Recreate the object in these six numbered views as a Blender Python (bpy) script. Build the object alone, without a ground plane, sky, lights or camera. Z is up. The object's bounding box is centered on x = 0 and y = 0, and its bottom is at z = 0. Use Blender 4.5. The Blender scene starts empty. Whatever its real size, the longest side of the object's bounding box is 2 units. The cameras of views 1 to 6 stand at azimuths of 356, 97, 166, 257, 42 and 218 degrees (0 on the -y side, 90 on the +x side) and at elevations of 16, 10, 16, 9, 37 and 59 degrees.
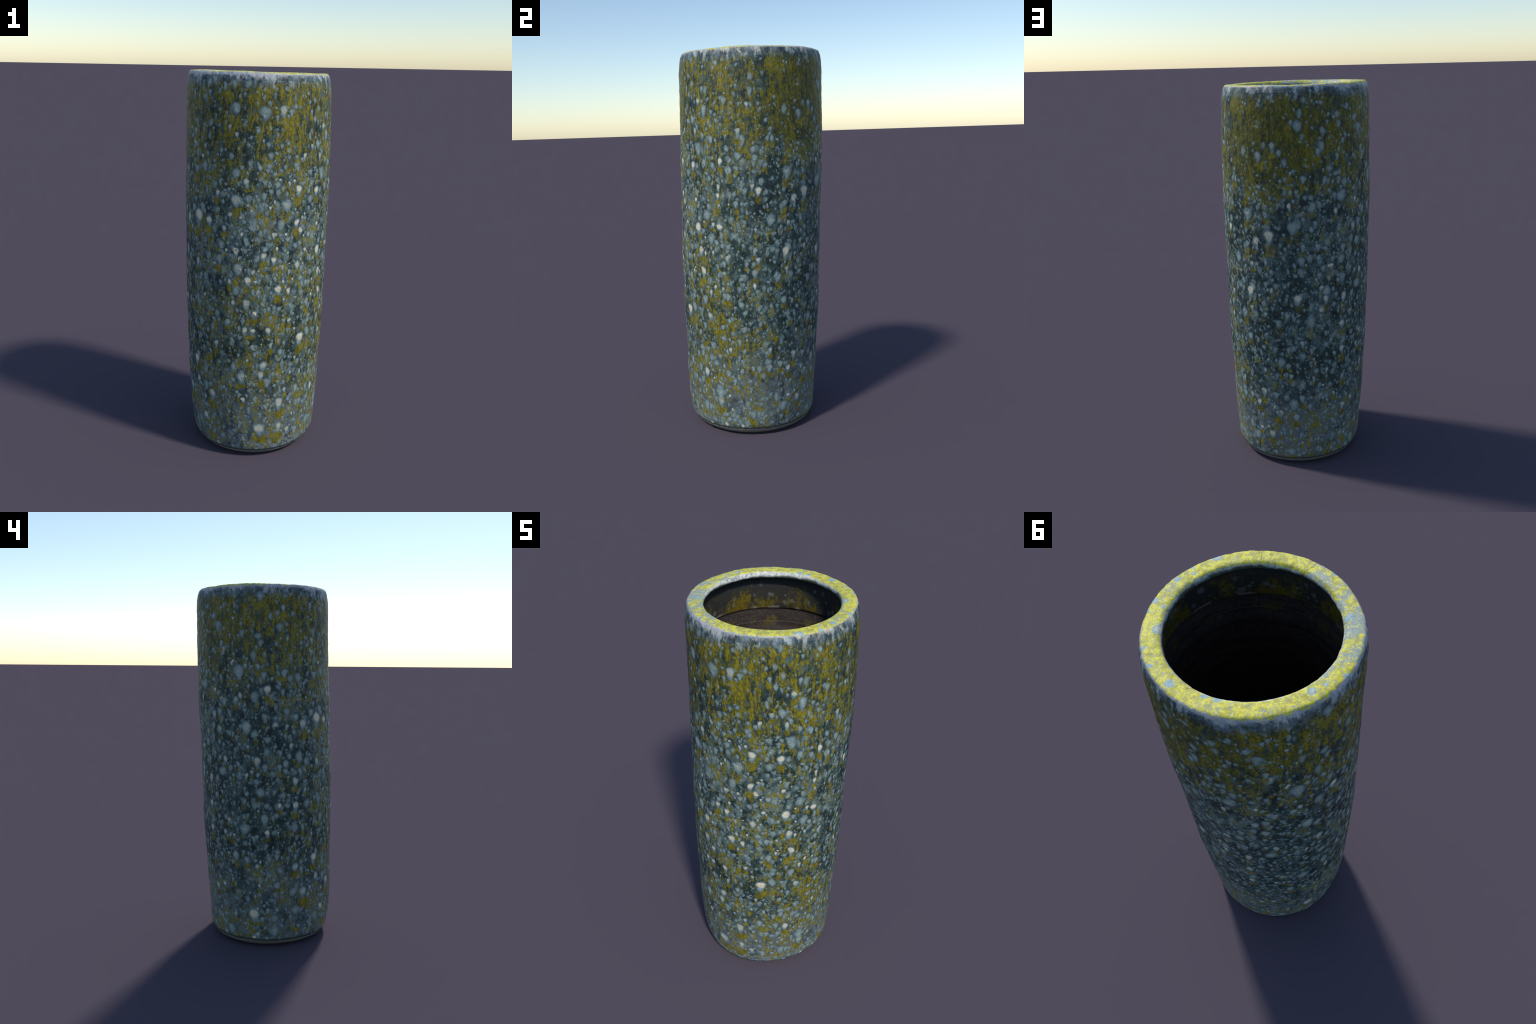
import bpy, math
import numpy as np
from mathutils import noise, Vector

# ------------------------------------------------------------------ shape rules
# mean outer radius of the thrown wall against height
WALL = [(0.000, .2960), (0.006, .3020), (0.015, .3160), (0.030, .3295), (0.060, .3415), (0.100, .3470),
        (0.150, .3512), (0.220, .3552), (0.350, .3616), (0.500, .3659), (0.650, .3732), (0.800, .3751),
        (0.950, .3774), (1.100, .3765), (1.250, .3783), (1.400, .3798), (1.550, .3782), (1.700, .3757),
        (1.820, .3736), (1.900, .3722), (1.940, .3690), (1.965, .3645), (2.000, .3600)]
# slow drift of the wall from a true circle: lean (x, y), oval (cos2, sin2), three-lobed (cos3, sin3)
DRIFT = [(0.00, -.0046, -.0300, -.0034, .0021, .0022, .0027),
         (0.15, -.0076, -.0345, -.0031, .0035, .0028, .0018),
         (0.40, -.0092, -.0268, -.0020, .0033, .0023, .0012),
         (0.65, -.0061, -.0181, -.0009, .0023, .0014, .0012),
         (0.90, -.0054, -.0124, -.0005, .0012, .0008, .0010),
         (1.15, -.0034, -.0030, .0006, .0000, .0008, .0006),
         (1.40, -.0002, .0080, .0011, -.0004, .0006, .0004),
         (1.65, .0023, .0153, .0010, .0001, .0003, .0002),
         (1.85, .0019, .0184, -.0001, .0009, -.0002, .0000),
         (2.00, .0008, .0208, -.0013, .0017, -.0006, -.0005)]
RIM_Z = 1.9935


def spline(table, z):
    """Cubic Hermite (finite-difference tangents) through the rows of a table, at heights z."""
    t = np.array(table, float)
    x, y = t[:, 0], t[:, 1:]
    s = np.diff(y, axis=0) / np.diff(x)[:, None]
    m = np.vstack([s[:1], .5 * (s[1:] + s[:-1]), s[-1:]])
    z = np.clip(np.asarray(z, float), x[0], x[-1])
    i = np.clip(np.searchsorted(x, z, side='right') - 1, 0, len(x) - 2)
    h = (x[i + 1] - x[i])
    u = ((z - x[i]) / h)[:, None]
    h = h[:, None]
    return ((2*u**3 - 3*u**2 + 1) * y[i] + (u**3 - 2*u**2 + u) * h * m[i]
            + (-2*u**3 + 3*u**2) * y[i + 1] + (u**3 - u**2) * h * m[i + 1])


def sample_path(pts, step):
    """Evenly walk a smooth (Catmull-Rom) path through (radius, height) control points."""
    p = np.array(pts, float)
    d = np.concatenate([[0], np.cumsum(np.hypot(*np.diff(p, axis=0).T))])
    n = max(int(d[-1] / step), 4)
    return spline(np.column_stack([d, p]), np.linspace(0, d[-1], n + 1))


# the profile of the pot, walked from under the foot, up the wall, over the rim, down inside
foot_path = sample_path([(.0005, .014), (.12, .013), (.235, .011), (.255, .006), (.268, .001), (.284, .000),
                         (.296, .003), (.3035, .0085), (.3105, .0135)], .005)
z_wall = np.concatenate([np.arange(.0165, .06, .0025), np.arange(.06, 1.90, .0045), np.arange(1.90, 1.958, .0025)])
wall_path = np.column_stack([spline(WALL, z_wall)[:, 0], z_wall])
rim_path = sample_path([(.3660, 1.9595), (.3628, 1.9720), (.3585, 1.9835), (.3555, 1.9890), (.3515, 1.9922), (.3450, 1.9936),
                        (.3250, 1.9942), (.3060, 1.9934), (.2990, 1.9914), (.2945, 1.9870), (.2905, 1.9805), (.2886, 1.9740),
                        (.2895, 1.9680), (.2965, 1.9625), (.3090, 1.9580)], .0025)
z_in = np.concatenate([np.arange(1.80, 1.74, -.003), np.arange(1.74, .16, -.008)])
r_in = spline(WALL, z_in)[:, 0] - .036 - .014 * np.clip((1.80 - z_in) / .12, 0, 1) - .007 * np.clip((1.3 - z_in) / .8, 0, 1)
r_in = r_in + .0014 * np.sin(z_in * 2 * math.pi / .105 + 3 * np.sin(z_in * 7)) + .0008 * np.sin(z_in * 2 * math.pi / .057 + 1.0)
inside_path = np.vstack([sample_path([(.3105, 1.9573), (.3205, 1.9505), (.3255, 1.9370), (.3280, 1.9000), (.3290, 1.8500),
                                      (.3305, 1.8100), (.3315, 1.8060), (.3345, 1.8030)], .0035),
                         np.column_stack([r_in, z_in])[1:],
                         sample_path([(.2900, .1500), (.2780, .1080), (.2550, .0850), (.2100, .0760), (.1000, .0720),
                                      (.0005, .0710)], .006)])
SECTIONS = [('foot', foot_path), ('body', wall_path), ('rim', rim_path), ('interior', inside_path)]
NT = 448


def build_grid():
    path = np.vstack([s for _, s in SECTIONS])
    outer = len(foot_path) + len(wall_path) + len(rim_path)
    th = np.linspace(0, 2 * math.pi, NT, endpoint=False)
    r, z = path[:, 0:1], path[:, 1:2]
    k = spline(DRIFT, path[:, 1])
    swell = sum(k[:, 2*n:2*n+1] * np.cos((n+1) * th) + k[:, 2*n+1:2*n+2] * np.sin((n+1) * th) for n in range(3))
    # the drift belongs to the wall; fade it to a pure lean toward the middle of floor and underside
    lean = k[:, 0:1] * np.cos(th) + k[:, 1:2] * np.sin(th)
    f = np.clip(r / .28, 0, 1) ** 2
    X = (r + f * (swell - lean)) * np.cos(th) + k[:, 0:1] + f * 0
    Y = (r + f * (swell - lean)) * np.sin(th) + k[:, 1:2]
    # the mouth is not quite level and its edge wanders a little
    up = np.clip((z - 1.75) / .22, 0, 1)
    up = up * up * (3 - 2 * up)
    tilt = -.0050 * np.cos(th) - .0008 * np.sin(th) + .0009 * np.sin(3 * th + .6) + .0006 * np.sin(7 * th + 2.)
    Z = z + up * tilt + 0 * X
    # the opening is pressed a little off the centre of the rim
    press = np.clip((.325 - r) / .02, 0, 1) * (np.arange(len(path))[:, None] > len(foot_path) + len(wall_path)) * np.clip((z - 1.90) / .05, 0, 1)
    X = X + .002 * press
    Y = Y - .003 * press
    P = np.stack([X, Y, Z], -1)
    # uneven hand-thrown, thickly glazed surface
    amp = np.ones(len(path))
    amp[:len(foot_path)] = np.clip((path[:len(foot_path), 0] - .27) / .03, 0, .5)
    amp[-60:] *= np.linspace(1, 0, 60)
    dr = np.zeros(P.shape[:2])
    for i in range(P.shape[0]):
        if amp[i] <= 0:
            continue
        inside = i >= outer
        for j in range(NT):
            x, y, zz = P[i, j]
            n1 = noise.noise(Vector((x * 9, y * 9, zz * 7)))
            n2 = noise.noise(Vector((x * 30 + 5, y * 30, zz * 22)))
            n3 = noise.noise(Vector((x * 75 + 9, y * 75, zz * 55 + 3)))
            dr[i, j] = amp[i] * (.0016 * n1 + (.0011 if inside else .0017) * n2 + (.0003 if inside else .0012) * n3)
    nx = np.cos(th)[None]
    ny = np.sin(th)[None]
    P[..., 0] += dr * nx
    P[..., 1] += dr * ny
    P[..., 2] += .6 * dr * (path[:, 1:2] > 1.985)
    return P


def make_mesh(name, P):
    n, m, _ = P.shape
    idx = np.arange(n * m).reshape(n, m)
    a, b = idx[:-1], idx[1:]
    q = np.stack([a, np.roll(a, -1, 1), np.roll(b, -1, 1), b], -1).reshape(-1, 4)
    me = bpy.data.meshes.new(name)
    me.vertices.add(n * m)
    me.vertices.foreach_set('co', P.reshape(-1))
    me.loops.add(q.size)
    me.loops.foreach_set('vertex_index', q.reshape(-1))
    me.polygons.add(len(q))
    me.polygons.foreach_set('loop_start', np.arange(0, q.size, 4))
    me.polygons.foreach_set('loop_total', np.full(len(q), 4))
    me.update(calc_edges=True)
    me.validate()
    me.shade_smooth()
    return me


# ------------------------------------------------------------------ glaze, built in nodes
# linear base colours
DARK = (.024, .046, .043)
INK = (.012, .024, .025)
SLATE = (.092, .143, .145)
PALE = (.395, .475, .430)
SKYISH = (.165, .260, .290)
CREAM = (.72, .645, .475)
OLIVE = (.285, .232, .005)
OLIVE_DEEP = (.050, .053, .006)
LEMON = (.82, .74, .045)
ASH = (.150, .180, .195)
LAVENDER = (.50, .51, .55)
CLAY = (.22, .22, .19)
RUST = (.22, .085, .035)


class Nodes:
    """Thin wrapper so that a shader graph reads like arithmetic."""

    def __init__(self, name):
        self.mat = bpy.data.materials.new(name)
        self.mat.use_nodes = True
        self.t = self.mat.node_tree
        self.t.nodes.clear()

    def put(self, sock, v):
        if isinstance(v, bpy.types.NodeSocket):
            self.t.links.new(v, sock)
        elif isinstance(v, (tuple, list)):
            v = tuple(v)
            sock.default_value = v + (1,) if sock.type == 'RGBA' and len(v) == 3 else v
        else:
            sock.default_value = v

    def math(self, op, *a, clamp=False):
        n = self.t.nodes.new('ShaderNodeMath')
        n.operation = op
        n.use_clamp = clamp
        for s, v in zip(n.inputs, a):
            self.put(s, v)
        return n.outputs[0]

    def add(self, a, b): return self.math('ADD', a, b)
    def sub(self, a, b): return self.math('SUBTRACT', a, b)
    def mul(self, a, b): return self.math('MULTIPLY', a, b)
    def div(self, a, b): return self.math('DIVIDE', a, b)
    def mx(self, a, b): return self.math('MAXIMUM', a, b)
    def mn(self, a, b): return self.math('MINIMUM', a, b)
    def sqrt(self, a): return self.math('SQRT', a)
    def absv(self, a): return self.math('ABSOLUTE', a)

    def madd(self, a, b, c): return self.math('MULTIPLY_ADD', a, b, c)

    def step(self, x, lo, hi, a=0., b=1.):
        """smoothstep of x from lo to hi, mapped on a..b (lo may exceed hi)."""
        n = self.t.nodes.new('ShaderNodeMapRange')
        n.interpolation_type = 'SMOOTHSTEP'
        if isinstance(lo, (int, float)) and isinstance(hi, (int, float)) and lo > hi:
            lo, hi, a, b = hi, lo, b, a
        for s, v in zip(n.inputs[:5], (x, lo, hi, a, b)):
            self.put(s, v)
        return n.outputs[0]

    def vec(self, op, *a):
        n = self.t.nodes.new('ShaderNodeVectorMath')
        n.operation = op
        for s, v in zip(n.inputs, a):
            self.put(s, v)
        return n

    def vscale(self, v, s):
        return self.vec('MULTIPLY', v, s).outputs[0]

    def xyz(self, v):
        n = self.t.nodes.new('ShaderNodeSeparateXYZ')
        self.put(n.inputs[0], v)
        return n.outputs

    def comb(self, x, y, z):
        n = self.t.nodes.new('ShaderNodeCombineXYZ')
        for s, v in zip(n.inputs, (x, y, z)):
            self.put(s, v)
        return n.outputs[0]

    def rgb(self, c):
        n = self.t.nodes.new('ShaderNodeSeparateColor')
        self.put(n.inputs[0], c)
        return n.outputs

    def noise(self, v, scale, detail=2., rough=.5, distort=0., color=False):
        n = self.t.nodes.new('ShaderNodeTexNoise')
        self.put(n.inputs['Vector'], v)
        n.inputs['Scale'].default_value = scale
        n.inputs['Detail'].default_value = detail
        n.inputs['Roughness'].default_value = rough
        n.inputs['Distortion'].default_value = distort
        return n.outputs['Color' if color else 'Fac']

    def voronoi(self, v, scale=1., feature='F1', rnd=1.):
        n = self.t.nodes.new('ShaderNodeTexVoronoi')
        n.feature = feature
        self.put(n.inputs['Vector'], v)
        n.inputs['Scale'].default_value = scale
        n.inputs['Randomness'].default_value = rnd
        return n.outputs

    def mix(self, f, a, b):
        n = self.t.nodes.new('ShaderNodeMix')
        n.data_type = 'RGBA'
        self.put(n.inputs[0], f)
        self.put(n.inputs[6], a)
        self.put(n.inputs[7], b)
        return n.outputs[2]

    def lerp(self, f, a, b):
        n = self.t.nodes.new('ShaderNodeMix')
        n.data_type = 'FLOAT'
        self.put(n.inputs[0], f)
        self.put(n.inputs[2], a)
        self.put(n.inputs[3], b)
        return n.outputs[0]

    def blob(self, p, centre, radius, soft=1.):
        d = self.vec('DISTANCE', p, centre).outputs['Value']
        return self.step(d, radius, radius * (1 - soft))

    def finish(self, color, rough, height, dist, spec=.35):
        bs = self.t.nodes.new('ShaderNodeBsdfPrincipled')
        self.put(bs.inputs['Base Color'], color)
        self.put(bs.inputs['Roughness'], rough)
        bs.inputs['Specular IOR Level'].default_value = spec
        bump = self.t.nodes.new('ShaderNodeBump')
        bump.inputs['Strength'].default_value = 1.
        bump.inputs['Distance'].default_value = dist
        self.put(bump.inputs['Height'], height)
        self.t.links.new(bump.outputs[0], bs.inputs['Normal'])
        out = self.t.nodes.new('ShaderNodeOutputMaterial')
        self.t.links.new(bs.outputs[0], out.inputs[0])
        return self.mat


class Glaze(Nodes):
    """Coordinates shared by every glazed part."""

    def __init__(self, name):
        super().__init__(name)
        tc = self.t.nodes.new('ShaderNodeTexCoord')
        self.p = tc.outputs['Object']
        self.x, self.y, self.z = self.xyz(self.p)
        flat = self.vec('NORMALIZE', self.comb(self.x, self.y, 0.)).outputs[0]
        self.rx, self.ry, _ = self.xyz(flat)
        w1 = self.vec('SUBTRACT', self.noise(self.p, 22, 1, color=True), (.5, .5, .5)).outputs[0]
        w2 = self.vec('SUBTRACT', self.noise(self.p, 95, 2, color=True), (.5, .5, .5)).outputs[0]
        q = self.vec('MULTIPLY_ADD', w1, (.019, .019, .025), self.p).outputs[0]
        self.q = self.vec('MULTIPLY_ADD', w2, (.0075, .0075, .010), q).outputs[0]

    def drops(self, scale, zs, off, rmin, rmax, prob, tail=(1., 2.3)):
        """Scattered glaze drops: round head, run downwards to a tail, with a pool below the tail.
        Returns (body, head, pool, halo, how far down the drop 0..1, random)."""
        v = self.vec('MULTIPLY_ADD', self.q, (scale, scale, scale * zs), off).outputs[0]
        vo = self.voronoi(v)
        dx, dy, dz = self.xyz(self.vec('SUBTRACT', v, vo['Position']).outputs[0])
        a, b, c = self.rgb(vo['Color'])[:3]
        tan = self.absv(self.sub(self.mul(self.rx, dy), self.mul(self.ry, dx)))
        rad = self.add(self.mul(self.rx, dx), self.mul(self.ry, dy))
        dz = self.div(dz, zs)
        on = self.math('LESS_THAN', b, prob)
        size = self.lerp(self.mul(a, a), rmin, rmax)
        size = self.mul(size, self.math('SUBTRACT', 1., self.mul(2.0, self.mul(rad, rad)), clamp=True))
        size = self.mx(self.mul(size, on), 1e-4)
        T, H = self.div(tan, size), self.div(dz, size)
        up, down = self.mx(H, 0.), self.mn(H, 0.)
        run = self.lerp(c, tail[0], tail[1])
        Tn = self.mul(T, self.madd(down, -.28, 1.))          # narrows as it runs
        dl = self.div(down, run)
        t = self.sqrt(self.add(self.mul(Tn, Tn), self.add(self.mul(up, up), self.mul(dl, dl))))
        t0 = self.sqrt(self.add(self.mul(T, T), self.mul(H, H)))
        body = self.mul(self.step(t, 1.30, .45), on)
        head = self.mul(self.step(t0, .85, .45), on)
        hp = self.madd(run, .8, self.add(H, .85))
        pool = self.mul(self.step(self.sqrt(self.add(self.mul(self.mul(T, T), .8), self.mul(.55, self.mul(hp, hp)))), 1.25, .55), on)
        halo = self.mul(self.step(t, 1.75, 1.05), on)
        fall = self.step(H, .1, -1.9)
        return body, head, pool, halo, fall, c, t0, t


def glazed_wall(name):
    g = Glaze(name)
    p, q, z = g.p, g.q, g.z
    # --- where on the pot: regional masks
    region = g.noise(p, 2.3, 2, .55)
    blotch = g.noise(g.vscale(p, (1, 1, .65)), 10, 3, .55)
    streak = g.noise(g.vscale(q, (1, 1, .28)), 48, 4, .62)
    fine = g.noise(g.vscale(p, (1, 1, .55)), 120, 3, .65)
    grain = g.noise(p, 260, 2, .6)
    low = g.step(z, .62, .14)
    baked_light = g.blob(p, (.09, -.38, 1.08), .60, .9)        # lightens ground and drops where the scan's baked lighting is brightest
    # --- dark teal ground with slate mottling
    mott = g.noise(g.vscale(q, (1, 1, .7)), 32, 4, .62)
    mott = g.add(mott, g.mul(.45, g.sub(blotch, .5)))
    col = g.mix(g.step(mott, .44, .68), DARK, SLATE)
    col = g.mix(g.step(mott, .43, .33), col, INK)
    haze = g.mul(low, g.step(g.add(mott, g.mul(.3, region)), .40, .76, .20, .85))
    col = g.mix(g.mul(baked_light, g.step(mott, .40, .66, 0., .55)), col, (.17, .235, .235))
    col = g.mix(haze, col, ASH)
    chalk = g.mul(g.blob(p, (.10, -.34, .03), .34), g.step(g.add(mott, g.mul(.5, g.sub(fine, .5))), .38, .62))
    col = g.mix(g.mul(chalk, g.step(z, .16, .07)), col, (.27, .33, .40))
    # --- mustard patches, dense below the mouth
    bias = g.add(g.step(z, 1.15, 1.80, -.055, .225), g.mul(.28, g.sub(region, .5)))
    bias = g.add(bias, g.mul(.19, g.blob(p, (.22, .30, 1.74), .44)))
    bias = g.add(bias, g.mul(.15, g.blob(p, (.32, -.16, .66), .34)))
    bias = g.add(bias, g.mul(.14, g.blob(p, (.14, -.38, .70), .85, .8)))
    bias = g.sub(bias, g.mul(.13, g.blob(p, (-.1, .38, 1.0), .80, .8)))
    bias = g.add(bias, g.mul(.085, low))
    bias = g.add(bias, g.mul(.30, g.mul(g.blob(p, (-.15, .28, .04), .40), g.step(z, .10, .05))))
    yv = g.add(g.add(bias, g.mul(1.0, g.sub(blotch, .5))), g.mul(1.25, g.sub(streak, .5)))
    yv = g.add(yv, g.mul(.80, g.sub(fine, .5)))
    yel = g.step(yv, .00, .30)
    tone = g.step(g.add(g.add(g.mul(.42, streak), g.mul(.43, fine)), g.mul(.15, blotch)), .42, .63)
    olive = g.mix(tone, OLIVE_DEEP, OLIVE)
    dark_olive = g.mul(.65, g.blob(p, (.12, .34, 1.74), .62, .7))
    olive = g.mix(dark_olive, olive, g.mix(tone, (.045, .050, .006), (.150, .140, .006)))
    col = g.mix(g.mul(yel, .93), col, olive)
    # --- drops, small to large
    dens = g.add(g.step(z, 1.80, 1.35, .50, 1.0), g.mul(.8, g.sub(region, .5)))
    dens = g.mul(dens, g.step(z, .10, .62, 1.10, 1.))
    dens = g.sub(dens, g.mul(.50, g.blob(p, (.22, .30, 1.72), .36)))
    dens = g.add(dens, g.mul(.30, baked_light))
    froth = g.step(blotch, .48, .62, .35, 1.1)
    relief = g.mul(mott, .25)
    back = g.sub(.95, g.mul(.50, g.blob(p, (-.1, .38, 1.0), .85, .8)))      # fewer mustard pools there
    # scale, height ratio, offset, radii, share, tail, opacity, softness, cream from, brightness
    layers = [(50, .78, (3.1, 7.7, 1.3), .28, .52, .85, (1., 1.9), .72, .60, .97, .15),
              (23, .68, (6.1, 3.7, 5.3), .22, .50, .82, (1., 2.3), .85, .62, .92, .50),
              (80, .85, (9.1, 1.7, 7.3), .24, .46, .30, (1., 1.4), .60, .60, .97, .35),
              (34, .78, (1.7, 2.9, 4.1), .20, .46, .50, (1., 1.9), .80, .62, .88, .65),
              (17.5, .68, (8.3, 5.1, 2.2), .15, .40, .72, (1.05, 2.5), .95, .58, .70, .75),
              (13, .66, (2.6, 8.4, 9.2), .14, .37, .62, (1.05, 2.5), .95, .60, .70, .85),
              (9.2, .70, (4.9, 9.4, 6.6), .13, .32, .70, (1.1, 2.2), 1., .55, .55, 1.)]
    for i, (s, zs, off, r0, r1, pr, tl, op, soft, cr, bright) in enumerate(layers):
        amount = g.mul(dens, pr)
        if i in (0, 2):
            amount = g.mul(amount, froth)
        body, head, pool, halo, fall, c, t0, t = g.drops(s, zs, off, r0, r1, amount, tl)
        if i >= 4:
            col = g.mix(g.mul(g.mul(halo, g.step(z, .15, .5, .15, .42)), 1.), col, DARK)
            pm = g.mul(pool, g.step(g.add(streak, g.mul(.4, g.sub(c, .5))), .38, .54))
            col = g.mix(g.mul(pm, back), col, g.mix(tone, (.12, .105, .008), OLIVE))
        hi = tuple(SLATE[k] + (PALE[k] - SLATE[k]) * (.35 + .65 * bright) for k in range(3))
        lo = tuple(SLATE[k] + (SKYISH[k] - SLATE[k]) * (.2 + .8 * bright) for k in range(3))
        rim = g.step(g.add(t, g.mul(.9, g.sub(fine, .5))), .18, .98)
        shade = g.mix(g.mx(g.mul(fall, .8), rim), hi, lo)
        shade = g.mix(g.mul(g.step(fine, .44, .60), .45), shade, SLATE)
        warm = g.mul(head, g.step(g.madd(baked_light, .40 if i >= 4 else .22, c), cr + .02, cr + .45, 0., 1.))
        shade = g.mix(warm, shade, CREAM)
        if i >= 4:      # crackled pinholes round the middle of the bigger drops
            pin = g.mul(g.step(fine, .54, .44), g.mul(g.step(t0, .05, .25), g.step(t0, .85, .5)))
            shade = g.mix(g.mul(g.mul(pin, g.step(c, .75, .45, .12, .60)), 1.), shade, (.15, .18, .15))
        edge = g.step(g.madd(g.add(g.sub(fine, .5), g.mul(.6, g.sub(mott, .5))), 1.1, body), .5 - soft, .5 + soft)
        edge = g.mul(edge, g.step(body, 0., .45))
        col = g.mix(g.mul(edge, op), col, shade)
        relief = g.sub(relief, g.mul(halo, .10))
        relief = g.add(relief, g.mul(body, (.14, .30, .08, .22, .42, .48, .6)[i]))
    # --- the mouth: yellow flat top, pale edges, dark blue band hanging below
    cx, cy = g.sub(g.x, .001), g.sub(g.y, .021)
    rr = g.sqrt(g.add(g.mul(cx, cx), g.mul(cy, cy)))
    wob = g.sub(g.noise(p, 17, 3, .6), .5)
    lob = g.sub(g.noise(g.vscale(p, (1, 1, .35)), 6, 1), .5)
    zb = g.add(z, g.add(g.mul(.065, wob), g.mul(.085, lob)))
    band = g.step(g.add(zb, g.mul(.05, g.sub(streak, .5))), 1.922, 1.962)
    bandcol = g.mix(g.step(mott, .40, .66), (.028, .050, .066), (.14, .20, .245))
    bandcol = g.mix(g.step(g.add(streak, wob), .52, .72), bandcol, (.34, .42, .44))
    col = g.mix(g.mul(band, .80), col, bandcol)
    pv = g.add(g.add(zb, g.mul(.060, g.sub(fine, .5))), g.mul(.06, g.sub(streak, .5)))
    paleband = g.step(pv, 1.960, 2.000)
    paleband = g.mx(paleband, g.mul(.9, g.step(g.add(z, g.mul(.012, g.sub(fine, .5))), 1.977, 1.985)))
    palecol = g.mix(g.step(region, .40, .58), (.62, .56, .44), LAVENDER)
    palecol = g.mix(g.mul(.75, g.step(g.add(mott, g.mul(.3, g.sub(fine, .5))), .46, .60)), palecol, (.27, .33, .36))
    col = g.mix(g.mul(paleband, .92), col, palecol)
    # flat top
    vo = g.voronoi(g.vec('MULTIPLY_ADD', q, (19, 19, 3), (2.2, 3.3, 0.)).outputs[0])
    ca, cb, cc = g.rgb(vo['Color'])[:3]
    tr = g.div(vo['Distance'], g.lerp(ca, .16, .40))
    ring = g.mul(g.step(tr, 1.12, .85), g.math('LESS_THAN', cb, .85))
    mesh = g.step(g.noise(p, 125, 3, .72), .455, .585)
    lem = g.mix(g.step(g.noise(p, 55, 2), .35, .62), (.50, .45, .03), LEMON)
    lem = g.mix(g.mul(mesh, .60), lem, (.30, .36, .30))
    patch = g.step(g.add(g.noise(p, 13, 3, .6), g.add(g.mul(.55, g.sub(fine, .5)), g.mul(.20, g.blob(p, (-.25, -.18, 2.), .55)))), .62, .76)
    lem = g.mix(g.mul(patch, g.step(fine, .35, .6, .35, .95)), lem, (.28, .36, .41))
    ringcol = g.mix(g.mul(g.step(tr, .70, .45), g.step(cc, .30, .5)), (.30, .47, .55), (.58, .58, .48))
    ringcol = g.mix(g.mul(mesh, .5), ringcol, (.22, .31, .34))
    lem = g.mix(g.mul(ring, .9), lem, ringcol)
    jag = g.add(rr, g.add(g.mul(.012, g.sub(g.noise(p, 60, 3), .5)), g.mul(.014, wob)))
    flat = g.mul(g.mul(g.step(jag, .2915, .2955), g.step(jag, .357, .353)), g.step(z, 1.978, 1.985))
    inner = g.mul(g.step(rr, .318, .312), g.step(z, 1.93, 1.94))
    incol = g.mix(g.step(fine, .42, .62), (.70, .67, .58), (.42, .45, .42))
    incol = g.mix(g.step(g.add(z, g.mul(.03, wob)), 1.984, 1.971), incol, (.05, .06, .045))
    incol = g.mix(g.mul(.8, g.step(g.add(wob, g.mul(.4, g.sub(fine, .5))), .0, .2)), incol, (.17, .23, .26))
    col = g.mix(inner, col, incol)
    col = g.mix(flat, col, lem)
    # --- glaze stops just above the foot
    fz = g.add(z, g.mul(.010, wob))
    col = g.mix(g.step(fz, .055, .042), col, (.036, .042, .040))
    col = g.mix(g.step(fz, .041, .036), col, g.mix(g.step(grain, .35, .65), (.15, .15, .135), CLAY))
    rough = g.add(.46, g.mul(.16, fine))
    height = g.add(relief, g.add(g.mul(.35, fine), g.mul(.12, grain)))
    return g.finish(col, rough, height, .0034)


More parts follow.
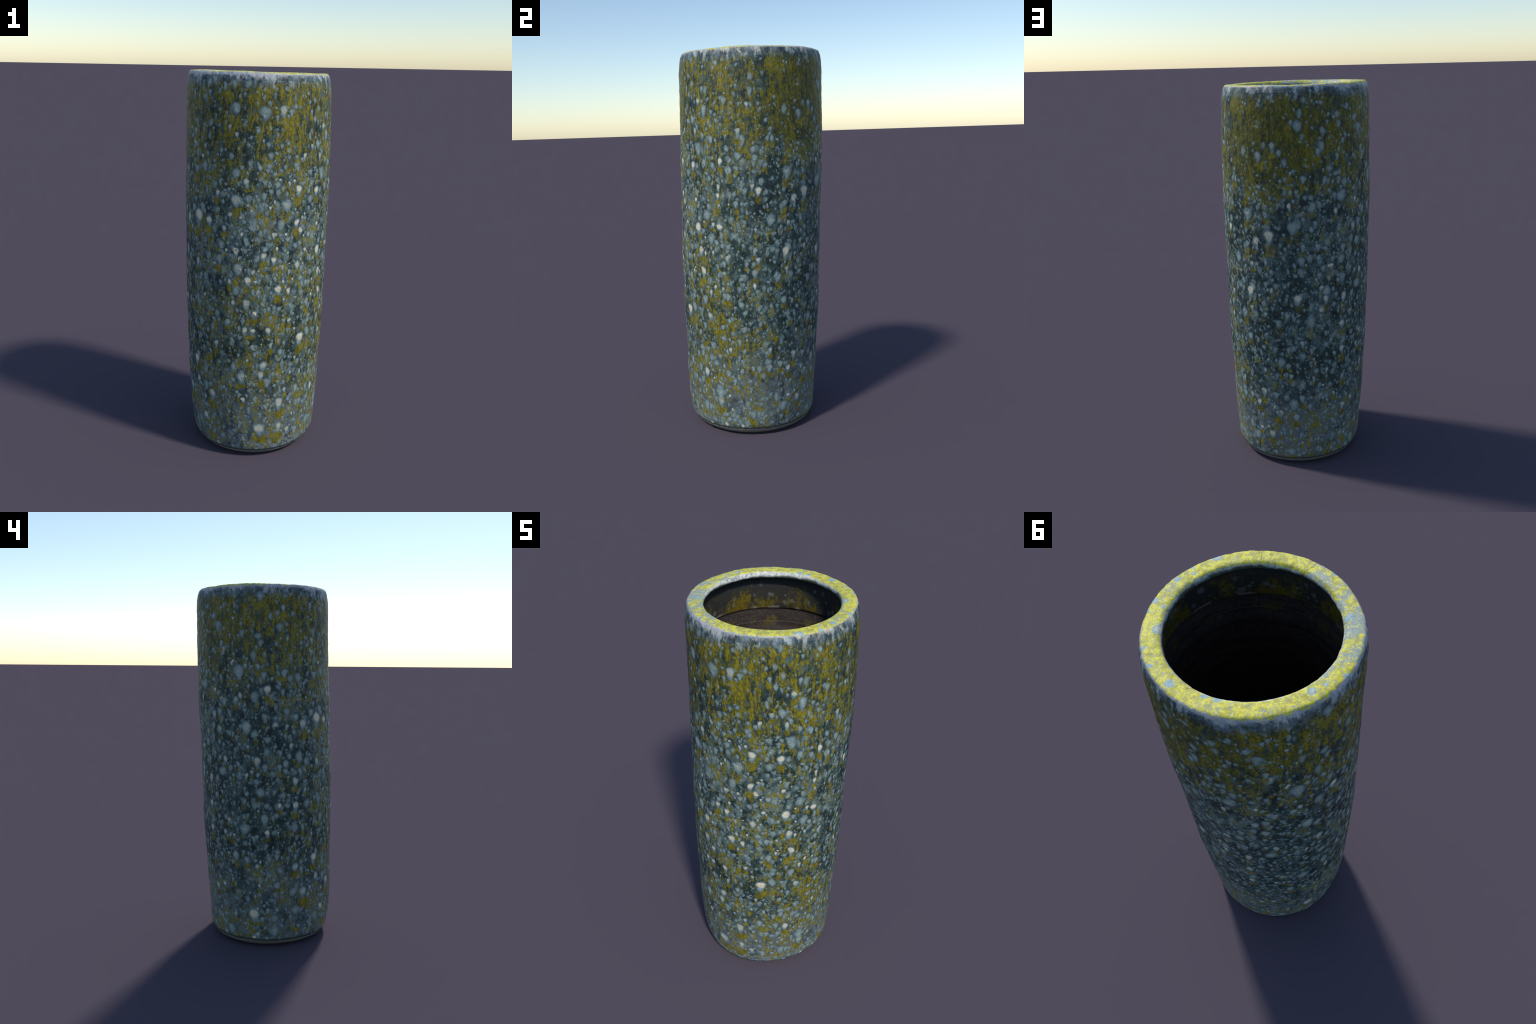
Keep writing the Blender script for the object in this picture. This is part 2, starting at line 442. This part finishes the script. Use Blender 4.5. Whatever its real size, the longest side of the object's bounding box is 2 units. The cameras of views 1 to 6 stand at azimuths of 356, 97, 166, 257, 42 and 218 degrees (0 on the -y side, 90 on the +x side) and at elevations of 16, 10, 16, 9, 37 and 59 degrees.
def inner_wall(name):
    g = Glaze(name)
    p, q, z = g.p, g.q, g.z
    fine = g.noise(p, 90, 3, .65)
    blotch = g.noise(g.vscale(p, (1, 1, .7)), 9, 3, .55)
    streak = g.noise(g.vscale(q, (1, 1, .5)), 42, 4, .65)
    rings = g.noise(g.vscale(p, (1, 1, 5)), 7, 2, .5)
    clay = g.mix(g.step(rings, .32, .70), (.038, .028, .024), (.058, .046, .040))  # clay darkened to carry the lack of light inside the pot
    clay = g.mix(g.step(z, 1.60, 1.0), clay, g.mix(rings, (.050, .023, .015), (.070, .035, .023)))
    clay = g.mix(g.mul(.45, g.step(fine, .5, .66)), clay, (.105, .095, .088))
    yv = g.add(g.mul(.9, g.sub(streak, .5)), g.add(g.mul(1.1, g.sub(blotch, .5)), g.step(z, 1.90, 1.81, -.11, .03)))
    yv = g.add(yv, g.mul(.6, g.sub(fine, .5)))
    g2 = g.mix(g.step(yv, -.12, .22), (.035, .035, .030), g.mix(fine, (.07, .055, .006), (.21, .155, .008)))
    for s, off, r0, r1, pr in ((26, (1.2, 5.3, 2.), .14, .34, .5), (15, (6.2, 2.3, 3.), .14, .30, .5)):
        body, head, pool, halo, fall, c, t0, t = g.drops(s, .85, off, r0, r1, pr, (1., 1.4))
        g2 = g.mix(g.mul(body, .7), g2, g.mix(fall, (.15, .15, .14), (.09, .105, .115)))
    edge = g.add(z, g.mul(.012, g.sub(g.noise(p, 14, 2), .5)))
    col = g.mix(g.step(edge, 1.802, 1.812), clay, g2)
    second = g.mul(g.mul(g.step(edge, 1.70, 1.73), g.step(edge, 1.775, 1.75)), g.step(blotch, .50, .60))
    col = g.mix(g.mul(second, .5), col, g2)
    lip = g.mul(g.mul(g.step(z, 1.800, 1.804), g.step(edge, 1.822, 1.810)), g.step(g.noise(p, 16, 2), .50, .60))
    col = g.mix(g.mul(lip, .8), col, (.26, .23, .19))
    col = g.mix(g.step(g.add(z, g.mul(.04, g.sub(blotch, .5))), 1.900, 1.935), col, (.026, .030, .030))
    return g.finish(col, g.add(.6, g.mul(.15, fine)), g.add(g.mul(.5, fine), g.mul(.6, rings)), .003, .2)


def bare_foot(name):
    g = Glaze(name)
    grain = g.noise(g.p, 240, 3, .65)
    col = g.mix(g.step(grain, .35, .65), (.15, .15, .135), CLAY)
    edge = g.step(g.add(g.z, g.mul(.006, g.sub(g.noise(g.p, 20, 2), .5))), .0075, .003)
    col = g.mix(edge, col, g.mix(grain, RUST, (.16, .10, .07)))
    return g.finish(col, .8, grain, .002, .2)


def materials():
    wall = glazed_wall('speckled_drip_glaze')
    return {'body': wall, 'rim': wall, 'interior': inner_wall('inside_glaze'), 'foot': bare_foot('bare_stoneware')}


def build():
    P = build_grid()
    zmin, zmax = P[..., 2].min(), P[..., 2].max()
    P[..., 2] = (P[..., 2] - zmin) * (2.0 / (zmax - zmin))
    whole = make_mesh('whole', P)
    nrm = np.zeros(len(whole.vertices) * 3, np.float32)
    whole.vertices.foreach_get('normal', nrm)
    nrm = nrm.reshape(P.shape)
    root = bpy.data.objects.new('ceramic_vase', None)
    root.empty_display_size = .3
    root['label'] = 'tall cylindrical stoneware vase with speckled blue and mustard drip glaze'
    root['category'] = 'vase'
    bpy.context.collection.objects.link(root)
    mats = materials()
    row = 0
    for k, (name, path) in enumerate(SECTIONS):
        end = row + len(path)
        last = min(end + 1, P.shape[0])          # share the border ring with the next section
        me = make_mesh(name, P[row:last])
        me.normals_split_custom_set_from_vertices(nrm[row:last].reshape(-1, 3).tolist())
        me.materials.append(mats[name])
        ob = bpy.data.objects.new(name, me)
        ob.parent = root
        bpy.context.collection.objects.link(ob)
        row = end
    bpy.data.meshes.remove(whole)


build()
